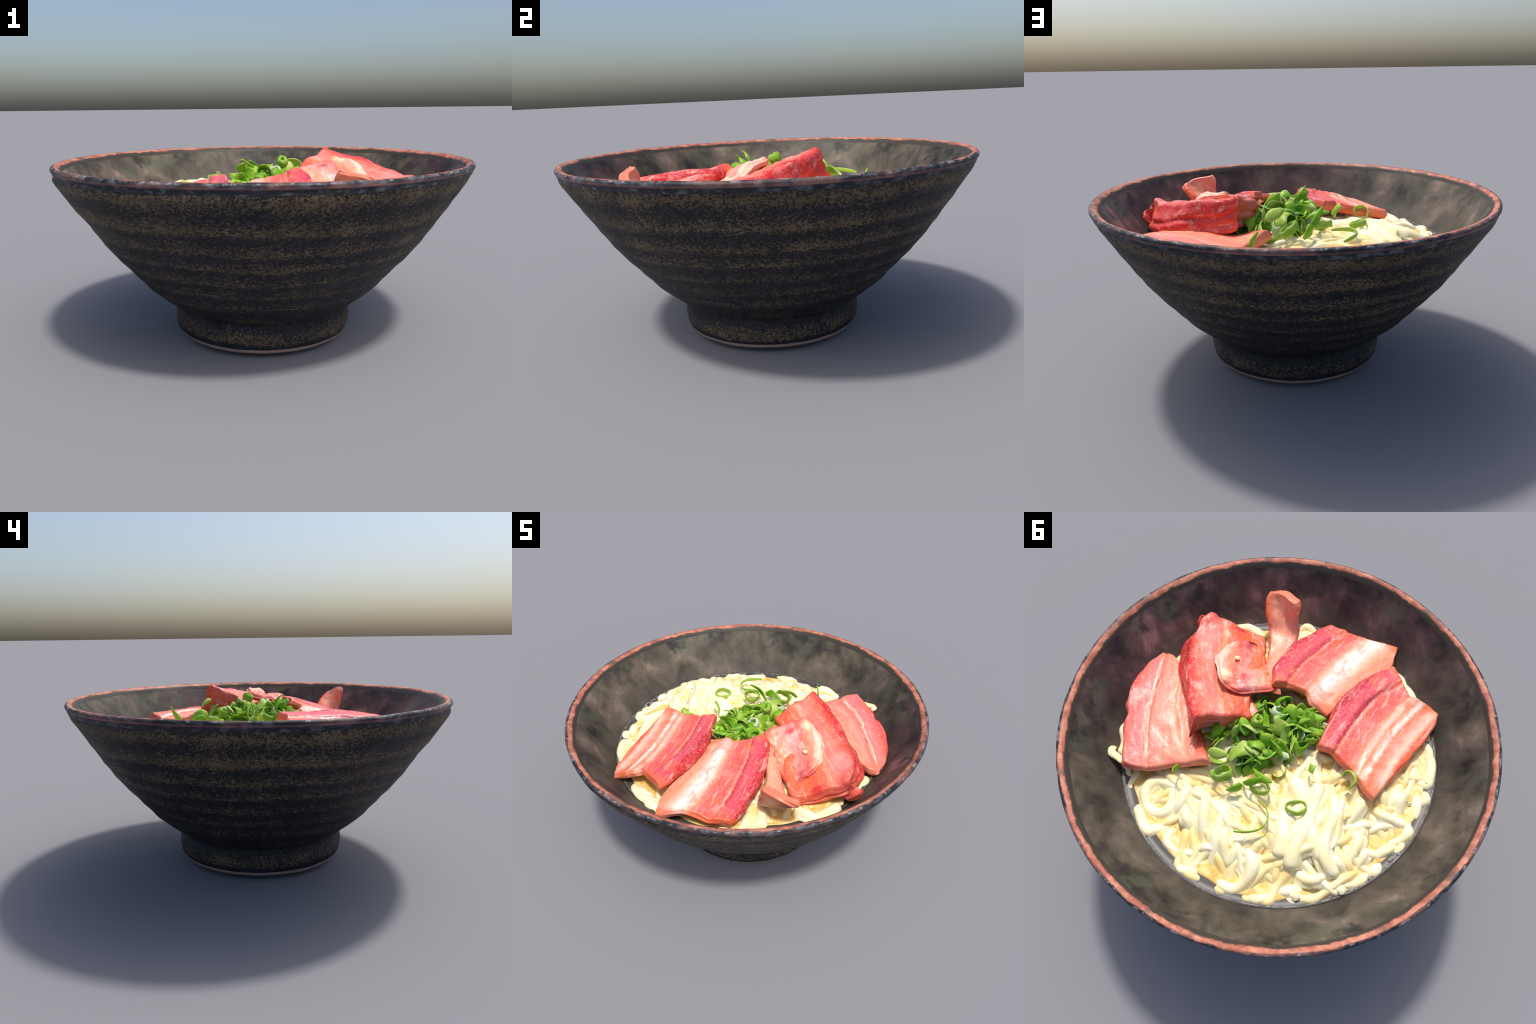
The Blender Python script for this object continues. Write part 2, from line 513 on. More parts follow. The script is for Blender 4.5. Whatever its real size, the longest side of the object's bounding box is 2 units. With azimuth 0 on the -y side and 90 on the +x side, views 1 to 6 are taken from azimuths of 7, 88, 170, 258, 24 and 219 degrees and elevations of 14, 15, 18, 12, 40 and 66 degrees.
noodle((-0.159, 0.653), (-0.224, 0.668), (-0.280, 0.642), (-0.296, 0.569), (-0.266, 0.510), (-0.185, 0.468))
noodle((0.187, 0.173), (0.116, 0.182), (0.055, 0.221), (0.001, 0.299))
noodle((-0.318, 0.648), (-0.376, 0.625), (-0.429, 0.575), (-0.495, 0.539))
noodle((0.371, 0.661), (0.323, 0.694), (0.230, 0.715))
noodle((-0.357, 0.478), (-0.388, 0.423), (-0.404, 0.349), (-0.445, 0.289), (-0.488, 0.263), (-0.483, 0.192), (-0.423, 0.101), (-0.395, 0.013))
noodle((-0.494, 0.270), (-0.564, 0.277), (-0.642, 0.277))
noodle((-0.423, 0.418), (-0.490, 0.421), (-0.533, 0.396), (-0.549, 0.321))
noodle((-0.576, 0.323), (-0.640, 0.355), (-0.684, 0.389))
noodle((-0.685, 0.350), (-0.725, 0.304), (-0.718, 0.245), (-0.733, 0.181))
noodle((-0.494, 0.117), (-0.564, 0.130), (-0.585, 0.189), (-0.595, 0.250))
noodle((-0.605, 0.131), (-0.631, 0.172), (-0.638, 0.256))
noodle((-0.441, -0.027), (-0.481, -0.000), (-0.481, 0.075), (-0.459, 0.122))
noodle((-0.564, -0.334), (-0.634, -0.301), (-0.667, -0.331), (-0.621, -0.429), (-0.558, -0.534))
noodle((-0.631, -0.267), (-0.684, -0.181), (-0.727, -0.092))
noodle((-0.614, -0.233), (-0.603, -0.161), (-0.653, -0.094))
noodle((-0.553, -0.240), (-0.571, -0.158), (-0.580, -0.056))
noodle((-0.520, -0.045), (-0.581, -0.036), (-0.646, -0.058), (-0.697, -0.079), (-0.726, -0.048), (-0.701, 0.015), (-0.622, 0.102))
noodle((-0.696, -0.326), (-0.717, -0.255), (-0.704, -0.200))
noodle((-0.561, 0.093), (-0.608, 0.007), (-0.679, -0.076))
noodle((-0.418, 0.535), (-0.469, 0.505), (-0.510, 0.446))
noodle((-0.384, 0.432), (-0.446, 0.470))
noodle((-0.289, -0.007), (-0.331, 0.081), (-0.354, 0.200), (-0.367, 0.319), (-0.363, 0.431))
noodle((-0.207, 0.039), (-0.257, 0.142), (-0.285, 0.258), (-0.306, 0.401))
noodle((-0.280, 0.066), (-0.316, 0.177), (-0.336, 0.320), (-0.329, 0.412))
noodle((-0.328, 0.026), (-0.378, 0.125), (-0.387, 0.186), (-0.414, 0.235))
noodle((-0.769, 0.111), (-0.715, 0.190), (-0.702, 0.240))
noodle((-0.732, -0.012), (-0.694, 0.076), (-0.664, 0.156))
noodle((-0.544, 0.535), (-0.497, 0.500), (-0.468, 0.549))
# broader strands stuck together on the crown of the heap
noodle((-0.17, 0.10), (-0.25, 0.15), (-0.33, 0.20), (-0.42, 0.27), (-0.52, 0.31), lift=0.001, width=0.038)
noodle((-0.28, 0.04), (-0.31, 0.13), (-0.36, 0.24), (-0.38, 0.35), (-0.42, 0.44), lift=0.001, width=0.034)
noodle((-0.20, 0.20), (-0.25, 0.27), (-0.31, 0.35), (-0.35, 0.43), lift=0.001, width=0.036)
noodle((-0.36, 0.05), (-0.42, 0.12), (-0.45, 0.22), (-0.50, 0.30), (-0.60, 0.33), lift=0.003, width=0.026)
# strands round the back of the heap, beside the slices
noodle((0.690, -0.330), (0.655, -0.400), (0.590, -0.450), (0.520, -0.450), (0.470, -0.440), lift=0.01)
noodle((0.394, -0.642), (0.340, -0.560), (0.300, -0.460))
noodle((0.645, 0.575), (0.628, 0.553), (0.570, 0.540), (0.500, 0.540), lift=0.07, width=0.019)
noodle((0.560, 0.520), (0.640, 0.490), (0.682, 0.435), (0.675, 0.370), (0.620, 0.330), lift=0.03, width=0.034)
noodle((0.742, -0.077), (0.700, -0.100), (0.640, -0.110))
noodle((0.390, -0.630), (0.360, -0.665), (0.300, -0.672), (0.240, -0.640))
noodle((0.359, -0.574), (0.328, -0.621), (0.281, -0.672))
noodle((-0.135, -0.756), (-0.217, -0.732), (-0.285, -0.700), (-0.349, -0.664))
noodle((-0.507, -0.548), (-0.583, -0.461), (-0.643, -0.327))
noodle((-0.434, -0.593), (-0.386, -0.642), (-0.301, -0.673), (-0.221, -0.676), (-0.181, -0.629))
noodle((-0.394, -0.575), (-0.315, -0.640), (-0.229, -0.641))
noodle((-0.255, -0.719), (-0.164, -0.733), (-0.06, -0.72))
noodle((0.256, -0.500), (0.281, -0.607), (0.264, -0.676), (0.18, -0.70))
noodle((0.359, -0.501), (0.326, -0.622), (0.322, -0.667))
noodle((0.415, -0.512), (0.388, -0.621))
noodle((0.592, -0.331), (0.640, -0.381), (0.672, -0.372))
noodle((0.669, -0.296), (0.639, -0.388), (0.600, -0.440))
noodle((0.705, -0.016), (0.729, -0.070), (0.721, -0.155))
noodle((0.335, -0.482), (0.327, -0.571), (0.312, -0.652))


# a cooked strand that clings to its neighbours: round on top, with a web flaring out below
CLINGING = ((0, 1), (0.45, 0.90), (0.80, 0.58), (1.02, 0.10), (1.25, -0.40), (1.65, -0.80), (1.95, -1.10), (0, -1.3),
            (-1.95, -1.10), (-1.65, -0.80), (-1.25, -0.40), (-1.02, 0.10), (-0.80, 0.58), (-0.45, 0.90))
ROUND = tuple((math.sin(2 * math.pi * k / 10), math.cos(2 * math.pi * k / 10)) for k in range(10))


def sweep(path, radius, section=ROUND, flat=0.85, taper=True):
    """Round strand along a path, ends closed and rounded."""
    n, seg = len(path), len(section)
    tang = np.gradient(path, axis=0)
    tang /= np.linalg.norm(tang, axis=1)[:, None] + 1e-9
    verts, faces = [], []
    for i in range(n):
        side = np.cross(tang[i], (0, 0, 1.0))
        side /= np.linalg.norm(side) + 1e-9
        up = np.cross(side, tang[i])
        e = min(i, n - 1 - i) / 2.0
        cap = math.sqrt(max(0.02, 1 - max(0, 1 - e) ** 2)) if taper else 1
        for k in range(seg):
            a, b = section[k]
            flare = 1 + (0.35 * mnoise.noise(Vector((i * 0.25, k * 3.1, path[0][0] * 40))) if b < -0.3 else 0)
            verts.append(path[i] + (side * a * flare + up * b * flat) * radius[i] * cap)
    for i in range(n - 1):
        for k in range(seg):
            faces.append((i * seg + k, i * seg + (k + 1) % seg, (i + 1) * seg + (k + 1) % seg, (i + 1) * seg + k))
    faces.append(tuple(reversed(range(seg))))
    faces.append(tuple((n - 1) * seg + k for k in range(seg)))
    return verts, faces


def noodle_mesh(plan, lift, width, r):
    ctl = []
    m = len(plan)
    for k, (x, y) in enumerate(plan):
        sag = -0.045 if k in (0, m - 1) and lift <= 0 else 0.0
        ctl.append((x, y, noodle_height(x, y) - 0.010 + lift + sag + r.uniform(-0.014, 0.012)))
    path = catmull(ctl, 7)
    w = width or r.uniform(0.020, 0.026)
    ph = r.uniform(0, 50)
    rad = [w * (1 + 0.16 * mnoise.noise(Vector((i * 0.16, ph, 0)))) for i in range(len(path))]
    for p in path:
        rr = math.hypot(p[0], p[1])
        lim = 0.757 + (p[2] - BROTH) * 0.9 - w
        if rr > lim:
            p[0] *= lim / rr
            p[1] *= lim / rr
    v, f = sweep(path, rad, ROUND if lift > 0.02 else CLINGING, flat=r.uniform(0.65, 0.9))
    return mesh_from("noodle", v, f)


def build_noodles():
    top = empty("noodle_heap", label="Heap of thick cream wheat noodles soaked in amber broth", category="noodles")
    def bed_height(x, y):
        rim = math.hypot(x, y) + 0.02 * nz(x, y, 0, 7, 2)
        h = noodle_height(x, y) - 0.036 + 0.018 * nz(x, y, 0, 13, 3) + 0.008 * nz(x, y, 0, 30, 1)
        return max(h, BROTH + 0.004) - 0.05 * max(0, (rim - 0.715) / 0.035)

    bed = disc(0.75, 100, 240, bed_height)
    obj("soaked_noodle_bed", bed, top, soaked_bed_material(), kind="stuff")
    mat = noodle_material("noodle_cream", (0.93, 0.80, 0.43), (0.95, 0.90, 0.66))
    gold = noodle_material("noodle_golden", (0.88, 0.62, 0.20), (0.93, 0.81, 0.46))
    r = random.Random(11)
    for plan, lift, width in NOODLES:
        obj("noodle", noodle_mesh(plan, lift, width, r), top, mat)
    # strands that fill in between, at random, lying a little lower
    for k in range(190):
        a, R = r.uniform(0, 2 * math.pi), 0.72 * math.sqrt(r.uniform(0.02, 1))
        x, y = R * math.cos(a), R * math.sin(a)
        h = r.uniform(0, 2 * math.pi)
        turn = r.uniform(-0.35, 0.35)
        plan = []
        for _ in range(r.randint(7, 12)):
            plan.append((x, y))
            h += turn + r.uniform(-0.45, 0.45)
            x, y = x + 0.075 * math.cos(h), y + 0.075 * math.sin(h)
            q = math.hypot(x, y)
            if q > 0.735:
                x, y = x * 0.735 / q, y * 0.735 / q
                h += 1.0 * (1 if turn > 0 else -1)
        obj("noodle", noodle_mesh(plan, -0.012 - r.uniform(0, 0.022), r.uniform(0.015, 0.020), r), top, gold if r.random() < 0.7 else mat)
    return top


# ------------------------------------------------------------------- slices
def patch(net):
    """Smooth surface through a net of control points: returns f(u, v), u along rows, v across."""
    N = np.array(net, float)

    def basis(t, n):
        t = min(max(t, 0), 1) * (n - 1)
        i = min(int(t), n - 2)
        f = t - i
        w = np.zeros(n)
        c = (-0.5 * f + f * f - 0.5 * f ** 3, 1 - 2.5 * f * f + 1.5 * f ** 3, 0.5 * f + 2 * f * f - 1.5 * f ** 3, -0.5 * f * f + 0.5 * f ** 3)
        for k, ck in zip((i - 1, i, i + 1, i + 2), c):
            if k < 0:
                w[0] += 2 * ck
                w[1] -= ck
            elif k > n - 1:
                w[n - 1] += 2 * ck
                w[n - 2] -= ck
            else:
                w[k] += ck
        return w

    def f(u, v):
        return np.einsum("i,j,ijk->k", basis(u, N.shape[0]), basis(v, N.shape[1]), N)

    return f


def build_slice(name, net, thick, mats_stops, edge, label, cuts, relief, rnd=0.012, squircle=0.10, lump=0.006, seed=1.0, under=0.0, fold=False, brown=(), nu=64, nv=56, notch=None, grain=1.0, mottle=0.06):
    """A slab of meat. net: control points of the top face; thick(u, v): depth;
    relief(v): height of the bands; cuts: where the bands part, with names."""
    f = patch(net)
    us = [0.5 - 0.5 * math.cos(math.pi * i / nu) * (1 - 0.12) - (0.06 * (1 - 2 * i / nu)) for i in range(nu + 1)]
    vs = [0.5 - 0.5 * math.cos(math.pi * i / nv) * (1 - 0.12) - (0.06 * (1 - 2 * i / nv)) for i in range(nv + 1)]
    def soften(u, v):   # round the corners of the outline
        a, b = 2 * u - 1, 2 * v - 1
        return 0.5 + 0.5 * a * math.sqrt(1 - squircle * b * b / 2), 0.5 + 0.5 * b * math.sqrt(1 - squircle * a * a / 2)

    P = np.array([[f(*soften(u, v)) for v in vs] for u in us])
    if notch:
        P = notch(P, us, vs)
    du, dv = np.gradient(P, axis=0), np.gradient(P, axis=1)
    nrm = np.cross(du, dv)
    nrm /= np.linalg.norm(nrm, axis=2)[:, :, None] + 1e-12
    if nrm[nu // 2, nv // 2, 2] < 0:
        nrm = -nrm
    # ragged cut edges: shift border points in the plane of the slice
    centre = P.mean(axis=(0, 1))
    top = P.copy()
    bot = P.copy()
    lu = np.linalg.norm(P[-1, nv // 2] - P[0, nv // 2])
    lv = np.linalg.norm(P[nu // 2, -1] - P[nu // 2, 0])
    for i, u in enumerate(us):
        for j, v in enumerate(vs):
            p = P[i, j]
            d = min(u, 1 - u) * lu, min(v, 1 - v) * lv
            e = min(d)
            drop = 0.0
            for q in d:
                if q < rnd:
                    k = 1 - q / rnd
                    drop += rnd * (1 - math.sqrt(max(0.0, 1 - k * k)))
            drop = min(drop, rnd * 1.2)
            h = relief(v, u) + lump * nz(*p, 7, seed) + lump * 0.55 * nz(*p, 19, seed) + lump * 0.28 * nz(*p, 48, seed)
            # notches where fat and lean pull apart at the cut ends
            edge_in = math.exp(-(e / 0.03) ** 2)
            shift = 0.012 * edge_in * nz(*p, 13, seed + 5)
            toward = centre - p
            toward /= np.linalg.norm(toward) + 1e-9
            top[i, j] = p + nrm[i, j] * (h - drop) + toward * shift
            th = thick(u, v)
            if fold and v < 0.4:   # far from the wall the slab is undercut, near it the foot spreads
                shift += edge_in * (0.03 * step(u, 0.45, 0.8) - 0.02 * (1 - step(u, 0.3, 0.6)) * (1 - v / 0.4))
            bot[i, j] = p - nrm[i, j] * (th - drop + lump * nz(*p, 9, seed + 8)) + toward * (shift + under * edge_in)
    verts, faces, labels = [], [], []
    T = lambda i, j: i * (nv + 1) + j
    B = lambda i, j: (nu + 1) * (nv + 1) + i * (nv + 1) + j
    verts += [top[i, j] for i in range(nu + 1) for j in range(nv + 1)]
    verts += [bot[i, j] for i in range(nu + 1) for j in range(nv + 1)]

    def band(v):
        for k, (c, _) in enumerate(cuts):
            if v < c:
                return k
        return len(cuts) - 1

    for i in range(nu):
        for j in range(nv):
            g = band((vs[j] + vs[j + 1]) / 2)
            faces.append((T(i, j), T(i + 1, j), T(i + 1, j + 1), T(i, j + 1)))
            faces.append((B(i, j), B(i, j + 1), B(i + 1, j + 1), B(i + 1, j)))
            labels += [g, g]
    ring = [(i, 0) for i in range(nu)] + [(nu, j) for j in range(nv)] + [(i, nv) for i in range(nu, 0, -1)] + [(0, j) for j in range(nv, 0, -1)]
    K = 16 if fold else 8
    rows = [[T(*ij) for ij in ring]]
    for k in range(1, K):
        row = []
        for i, j in ring:
            a, b = top[i, j], bot[i, j]
            p = a + (b - a) * k / K
            out = p - centre
            out[2] *= 0.2
            out /= np.linalg.norm(out) + 1e-9
            bulge = 0.006 * math.sin(math.pi * k / K) + 0.012 * math.sin(math.pi * k / K) * nz(p[0], p[1], p[2] * 2.2, 12, seed + 3)
            if fold:   # a crease along the side, with a second layer bulging under it
                q = k / K
                near = (1 - step(us[i], 0.3, 0.65)) * (1 - 0.85 * step(vs[j], 0.05, 0.8))
                bulge += near * (0.026 if j == 0 else 0.016) * math.exp(-((q - 0.68) / 0.34) ** 2) * min(1, q * 4) - 0.018 * math.exp(-((q - 0.52 - 0.12 * nz(p[0], p[1], 0, 5)) / 0.10) ** 2)
                bulge -= 0.035 * step(us[i], 0.45, 0.8) * max(0, q - 0.35)
            row.append(len(verts))
            verts.append(p + out * bulge)
        rows.append(row)
    rows.append([B(*ij) for ij in ring])
    m = len(ring)
    for k in range(K):
        for q in range(m):
            q2 = (q + 1) % m
            (i, j), (i2, j2) = ring[q], ring[q2]
            faces.append((rows[k][q], rows[k][q2], rows[k + 1][q2], rows[k + 1][q]))
            labels.append(band((vs[j] + vs[j2]) / 2 if j != j2 else (vs[j] + (1e-3 if j == 0 else -1e-3))))
    # local frame: x along the slice, y across it, z up out of its face
    ax = P[-1, nv // 2] - P[0, nv // 2]
    nz_ = nrm[nu // 2, nv // 2]
    ax = ax - nz_ * ax.dot(nz_)
    ax /= np.linalg.norm(ax)
    ay = np.cross(nz_, ax)
    R = np.array([ax, ay, nz_])
    V = (np.array(verts) - centre) @ R.T
    whole = mesh_from("whole", V, faces)
    bm = bmesh.new()
    bm.from_mesh(whole)
    bmesh.ops.recalc_face_normals(bm, faces=bm.faces)
    bm.to_mesh(whole)
    bm.free()
    # position across the slice as a quadratic of local x, y
    L = ((P - centre) @ R.T).reshape(-1, 3)
    vv = np.tile(vs, nu + 1)
    A = np.stack([np.ones(len(L)), L[:, 0], L[:, 1], L[:, 0] ** 2, L[:, 0] * L[:, 1], L[:, 1] ** 2], 1)
    coef = np.linalg.lstsq(A, vv, rcond=None)[0]
    ends = np.linalg.lstsq(A, np.repeat(us, nv + 1), rcond=None)[0]
    spots = [(tuple((np.array(p) - centre) @ R.T), tint, size) for p, tint, size in brown]
    mat = meat_material(name + "_meat", coef, ends, mats_stops, edge, grain, mottle, spots)
    top_o = empty(name, label=label, category="pork slice")
    M = Matrix([[*R[:, 0], centre[0]], [*R[:, 1], centre[1]], [*R[:, 2], centre[2]], [0, 0, 0, 1]])
    top_o.matrix_world = M
    for g, me in split_regions(whole, labels).items():
        obj(cuts[g][1], me, top_o, mat)
    bpy.data.meshes.remove(whole)
    return top_o


PINK, ROSE, DEEP = (0.80, 0.135, 0.095), (0.74, 0.075, 0.068), (0.50, 0.018, 0.03)
PALE, FAT, CREAM = (0.86, 0.245, 0.155), (0.92, 0.56, 0.42), (0.87, 0.35, 0.20)
ORANGE, RUST, RED = (0.78, 0.115, 0.040), (0.56, 0.075, 0.025), (0.60, 0.025, 0.02)


def step(v, a, b):
    t = min(1, max(0, (v - a) / (b - a)))
    return t * t * (3 - 2 * t)


def groove(v, c, w, d):
    return -d * math.exp(-((v - c) / w) ** 2)


NET_A = [
    [(0.814, 0.008, 0.685), (0.796, -0.032, 0.700), (0.734, -0.047, 0.715), (0.645, -0.036, 0.720)],
    [(0.779, 0.171, 0.735), (0.687, 0.094, 0.735), (0.634, 0.053, 0.738), (0.558, 0.006, 0.735)],
    [(0.697, 0.305, 0.752), (0.626, 0.227, 0.752), (0.563, 0.177, 0.755), (0.461, 0.090, 0.740)],
    [(0.592, 0.448, 0.748), (0.507, 0.382, 0.755), (0.433, 0.312, 0.755), (0.301, 0.208, 0.750)],
    [(0.475, 0.564, 0.755), (0.394, 0.511, 0.742), (0.307, 0.411, 0.745), (0.165, 0.299, 0.788)],
]
NET_B = [
    [(0.714, -0.253, 0.820), (0.698, -0.317, 0.825), (0.658, -0.340, 0.780), (0.543, -0.391, 0.725), (0.450, -0.450, 0.695)],
    [(0.662, -0.121, 0.835), (0.610, -0.195, 0.812), (0.560, -0.268, 0.780), (0.491, -0.313, 0.750), (0.387, -0.371, 0.715)],
    [(0.539, 0.036, 0.868), (0.470, -0.038, 0.848), (0.431, -0.081, 0.825), (0.386, -0.167, 0.790), (0.313, -0.243, 0.750)],
    [(0.400, 0.169, 0.910), (0.358, 0.063, 0.875), (0.315, 0.017, 0.850), (0.269, -0.028, 0.830), (0.221, -0.053, 0.815)],
    [(0.304, 0.214, 0.942), (0.260, 0.152, 0.895), (0.218, 0.098, 0.868), (0.182, 0.054, 0.842), (0.139, 0.019, 0.818)],
]
NET_C = [
    [(0.356, 0.005, 0.905), (0.271, -0.025, 0.878), (0.215, -0.094, 0.855), (0.119, -0.156, 0.842)],
    [(0.440, -0.068, 0.885), (0.328, -0.108, 0.872), (0.284, -0.174, 0.815), (0.226, -0.219, 0.785)],
    [(0.510, -0.169, 0.818), (0.418, -0.195, 0.805), (0.383, -0.257, 0.745), (0.333, -0.315, 0.715)],
    [(0.522, -0.273, 0.775), (0.478, -0.320, 0.765), (0.441, -0.363, 0.730), (0.394, -0.373, 0.700)],
]
NET_D = [
    [(0.245, -0.155, 0.810), (0.197, -0.165, 0.812), (0.127, -0.166, 0.828)],
    [(0.331, -0.299, 0.735), (0.303, -0.320, 0.738), (0.279, -0.356, 0.742)],
    [(0.431, -0.443, 0.720), (0.374, -0.477, 0.722), (0.304, -0.497, 0.730)],
    [(0.493, -0.493, 0.785), (0.432, -0.536, 0.772), (0.352, -0.553, 0.790)],
    [(0.536, -0.541, 0.825), (0.467, -0.577, 0.825), (0.354, -0.567, 0.855)],
    [(0.550, -0.579, 0.842), (0.475, -0.588, 0.866), (0.371, -0.575, 0.888)],
]
NET_E = [
    [(0.179, -0.169, 0.860), (0.128, -0.220, 0.845), (0.039, -0.259, 0.825), (-0.020, -0.230, 0.810), (-0.114, -0.221, 0.775)],
    [(0.254, -0.301, 0.828), (0.169, -0.370, 0.798), (0.077, -0.415, 0.790), (-0.020, -0.413, 0.775), (-0.117, -0.414, 0.745)],
    [(0.278, -0.467, 0.775), (0.175, -0.504, 0.752), (0.070, -0.545, 0.758), (-0.038, -0.562, 0.752), (-0.155, -0.564, 0.722)],
    [(0.265, -0.610, 0.722), (0.165, -0.633, 0.720), (0.058, -0.650, 0.742), (-0.057, -0.689, 0.738), (-0.171, -0.708, 0.700)],
    [(0.242, -0.719, 0.700), (0.140, -0.740, 0.700), (0.035, -0.742, 0.730), (-0.044, -0.778, 0.728), (-0.120, -0.821, 0.715)],
]
NET_F = [
    [(-0.175, -0.066, 0.812), (-0.252, -0.087, 0.800), (-0.379, -0.078, 0.770), (-0.448, -0.053, 0.765), (-0.522, -0.033, 0.752)],
    [(-0.124, -0.234, 0.800), (-0.226, -0.250, 0.785), (-0.327, -0.256, 0.772), (-0.409, -0.261, 0.750), (-0.523, -0.243, 0.732)],
    [(-0.106, -0.408, 0.800), (-0.215, -0.399, 0.775), (-0.317, -0.408, 0.755), (-0.406, -0.414, 0.738), (-0.531, -0.405, 0.715)],
    [(-0.136, -0.558, 0.785), (-0.238, -0.516, 0.768), (-0.323, -0.506, 0.752), (-0.404, -0.515, 0.733), (-0.528, -0.525, 0.702)],
    [(-0.179, -0.683, 0.760), (-0.270, -0.631, 0.757), (-0.339, -0.590, 0.757), (-0.390, -0.620, 0.742), (-0.504, -0.641, 0.687)],
]
NET_G = [
    [(0.338, -0.020, 0.790), (0.301, -0.069, 0.790)],
    [(0.236, -0.004, 0.790), (0.222, -0.062, 0.790)],
    [(0.152, 0.011, 0.785), (0.118, -0.026, 0.785)],
]


def build_slices():
    # pale slice on the right of the bowl: lean edge, thin white seam, marbled middle, orange fat edge
    build_slice("pork_slice", NET_A, lambda u, v: 0.062,
                [(0.0, ROSE), (0.05, PINK), (0.20, (0.82, 0.19, 0.18)), (0.315, (0.82, 0.20, 0.185)), (0.335, FAT), (0.355, FAT), (0.385, PINK),
                 (0.52, (0.74, 0.30, 0.22)), (0.66, PALE), (0.78, CREAM), (0.88, PALE), (0.95, ORANGE), (1.0, RUST)],
                (0.72, 0.20, 0.13), "Pale pink cured pork slice with thin white fat seam",
                [(0.34, "lean_meat"), (0.74, "marbled_meat"), (1.01, "fat_layer")],
                lambda v, u: -0.012 + 0.010 * (1 - step(v, 0.30, 0.37)) + groove(v, 0.36, 0.02, 0.004) + groove(v, 0.82, 0.03, 0.006), seed=1.0, lump=0.008)
    # thick tilted slab
    build_slice("pork_slice", NET_B, lambda u, v: 0.175 - 0.10 * v,
                [(0.0, RED), (0.06, (0.70, 0.07, 0.035)), (0.18, (0.80, 0.17, 0.11)), (0.38, (0.82, 0.21, 0.16)), (0.46, CREAM), (0.52, (0.80, 0.16, 0.07)),
                 (0.75, ORANGE), (1.0, (0.66, 0.15, 0.06))],
                (0.64, 0.08, 0.06), "Thick tilted slab of orange red cured pork",
                [(0.46, "lean_meat"), (1.01, "fat_layer")],
                lambda v, u: groove(v, 0.47, 0.03, 0.006), brown=[((0.62, -0.20, 0.83), (0.86, 0.27, 0.23), 0.09), ((0.33, 0.03, 0.885), (0.88, 0.44, 0.26), 0.04), ((0.56, -0.37, 0.74), (0.60, 0.02, 0.03), 0.05)],
                seed=2.0, lump=0.015, rnd=0.024, fold=True)
    # small folded flap and the long strip whose end curls up
    build_slice("pork_flap", NET_C, lambda u, v: 0.036,
                [(0.0, FAT), (0.12, CREAM), (0.25, PINK), (0.5, (0.76, 0.30, 0.26)), (0.75, CREAM), (1.0, ORANGE)],
                (0.62, 0.06, 0.06), "Small folded pink pork flap with dark brown corner",
                [(0.55, "lean_meat"), (1.01, "fat_layer")], lambda v, u: 0.006 * math.sin(5 * v + 2), brown=[((0.375, -0.335, 0.76), (0.22, 0.045, 0.018), 0.055), ((0.300, -0.115, 0.872), (0.62, 0.03, 0.035), 0.04), ((0.375, -0.06, 0.89), (0.90, 0.66, 0.42), 0.04)],
                seed=3.0, lump=0.026, squircle=0.6, rnd=0.022, nu=40, nv=40)
    build_slice("pork_strip", NET_D, lambda u, v: 0.045,
                [(0.0, ORANGE), (0.3, (0.76, 0.30, 0.19)), (0.6, CREAM), (1.0, (0.72, 0.24, 0.15))],
                (0.68, 0.16, 0.08), "Long orange pork strip with end curled upward",
                [(1.01, "fat_strip")], lambda v, u: 0.0, seed=4.0, lump=0.007, rnd=0.016, nu=70, nv=24)
    build_slice("pork_strip", NET_G, lambda u, v: 0.03,
                [(0.0, ORANGE), (0.5, PALE), (1.0, PINK)], ORANGE, "Narrow pink pork strip end", [(1.01, "fat_strip")],
                lambda v, u: 0.0, seed=5.0, lump=0.004, rnd=0.01, nu=20, nv=12)
    # two broad belly slices, fanned: raised dark lean edge, lean, white streaked fat
    belly = [(0.0, DEEP), (0.04, (0.66, 0.055, 0.085)), (0.17, (0.70, 0.085, 0.11)), (0.225, (0.52, 0.03, 0.06)), (0.25, PALE), (0.29, ROSE),
             (0.44, (0.80, 0.12, 0.095)), (0.52, PALE), (0.58, FAT)]
    lean = lambda v, u: -0.006 + 0.010 * (1 - step(v, 0.21, 0.27)) + groove(v, 0.245, 0.02, 0.007) + groove(v, 0.52, 0.02, 0.003)
    build_slice("pork_slice", NET_E, lambda u, v: 0.055,
                belly + [(0.645, (0.93, 0.82, 0.76)), (0.70, (0.93, 0.80, 0.72)), (0.77, FAT), (0.88, CREAM), (1.0, (0.74, 0.30, 0.18))], (0.78, 0.15, 0.055),
                "Pork belly slice with crimson lean edge and white fat",
                [(0.245, "lean_edge"), (0.52, "lean_meat"), (1.01, "fat_layer")], lean, seed=6.0)
    build_slice("pork_slice", NET_F, lambda u, v: 0.058,
                belly + [(0.635, (0.72, 0.24, 0.12)), (0.675, FAT), (0.71, (0.88, 0.74, 0.66)), (0.755, (0.70, 0.22, 0.10)), (0.81, PALE), (0.93, FAT), (1.0, ORANGE)],
                (0.78, 0.15, 0.055), "Pork belly slice with crimson lean edge and striped fat",
                [(0.245, "lean_edge"), (0.52, "lean_meat"), (1.01, "fat_layer")], lean, seed=7.0, mottle=0.04)
    # crumb of garlic on the flap
    bm = bmesh.new()
    bmesh.ops.create_icosphere(bm, subdivisions=3, radius=1)
    for v in bm.verts:
        v.co *= 1 + 0.2 * nz(*v.co, 1.5)
    me = bpy.data.meshes.new("garlic_crumb")
    bm.to_mesh(me)
    bm.free()
    me.polygons.foreach_set("use_smooth", [True] * len(me.polygons))
    g = obj("garlic_crumb", me, None, clay("garlic", (0.80, 0.66, 0.32), (0.86, 0.74, 0.45)), label="Tiny pale crumb of garlic", category="garlic")
    g.location, g.scale = (0.421, -0.187, 0.811), (0.014, 0.011, 0.010)


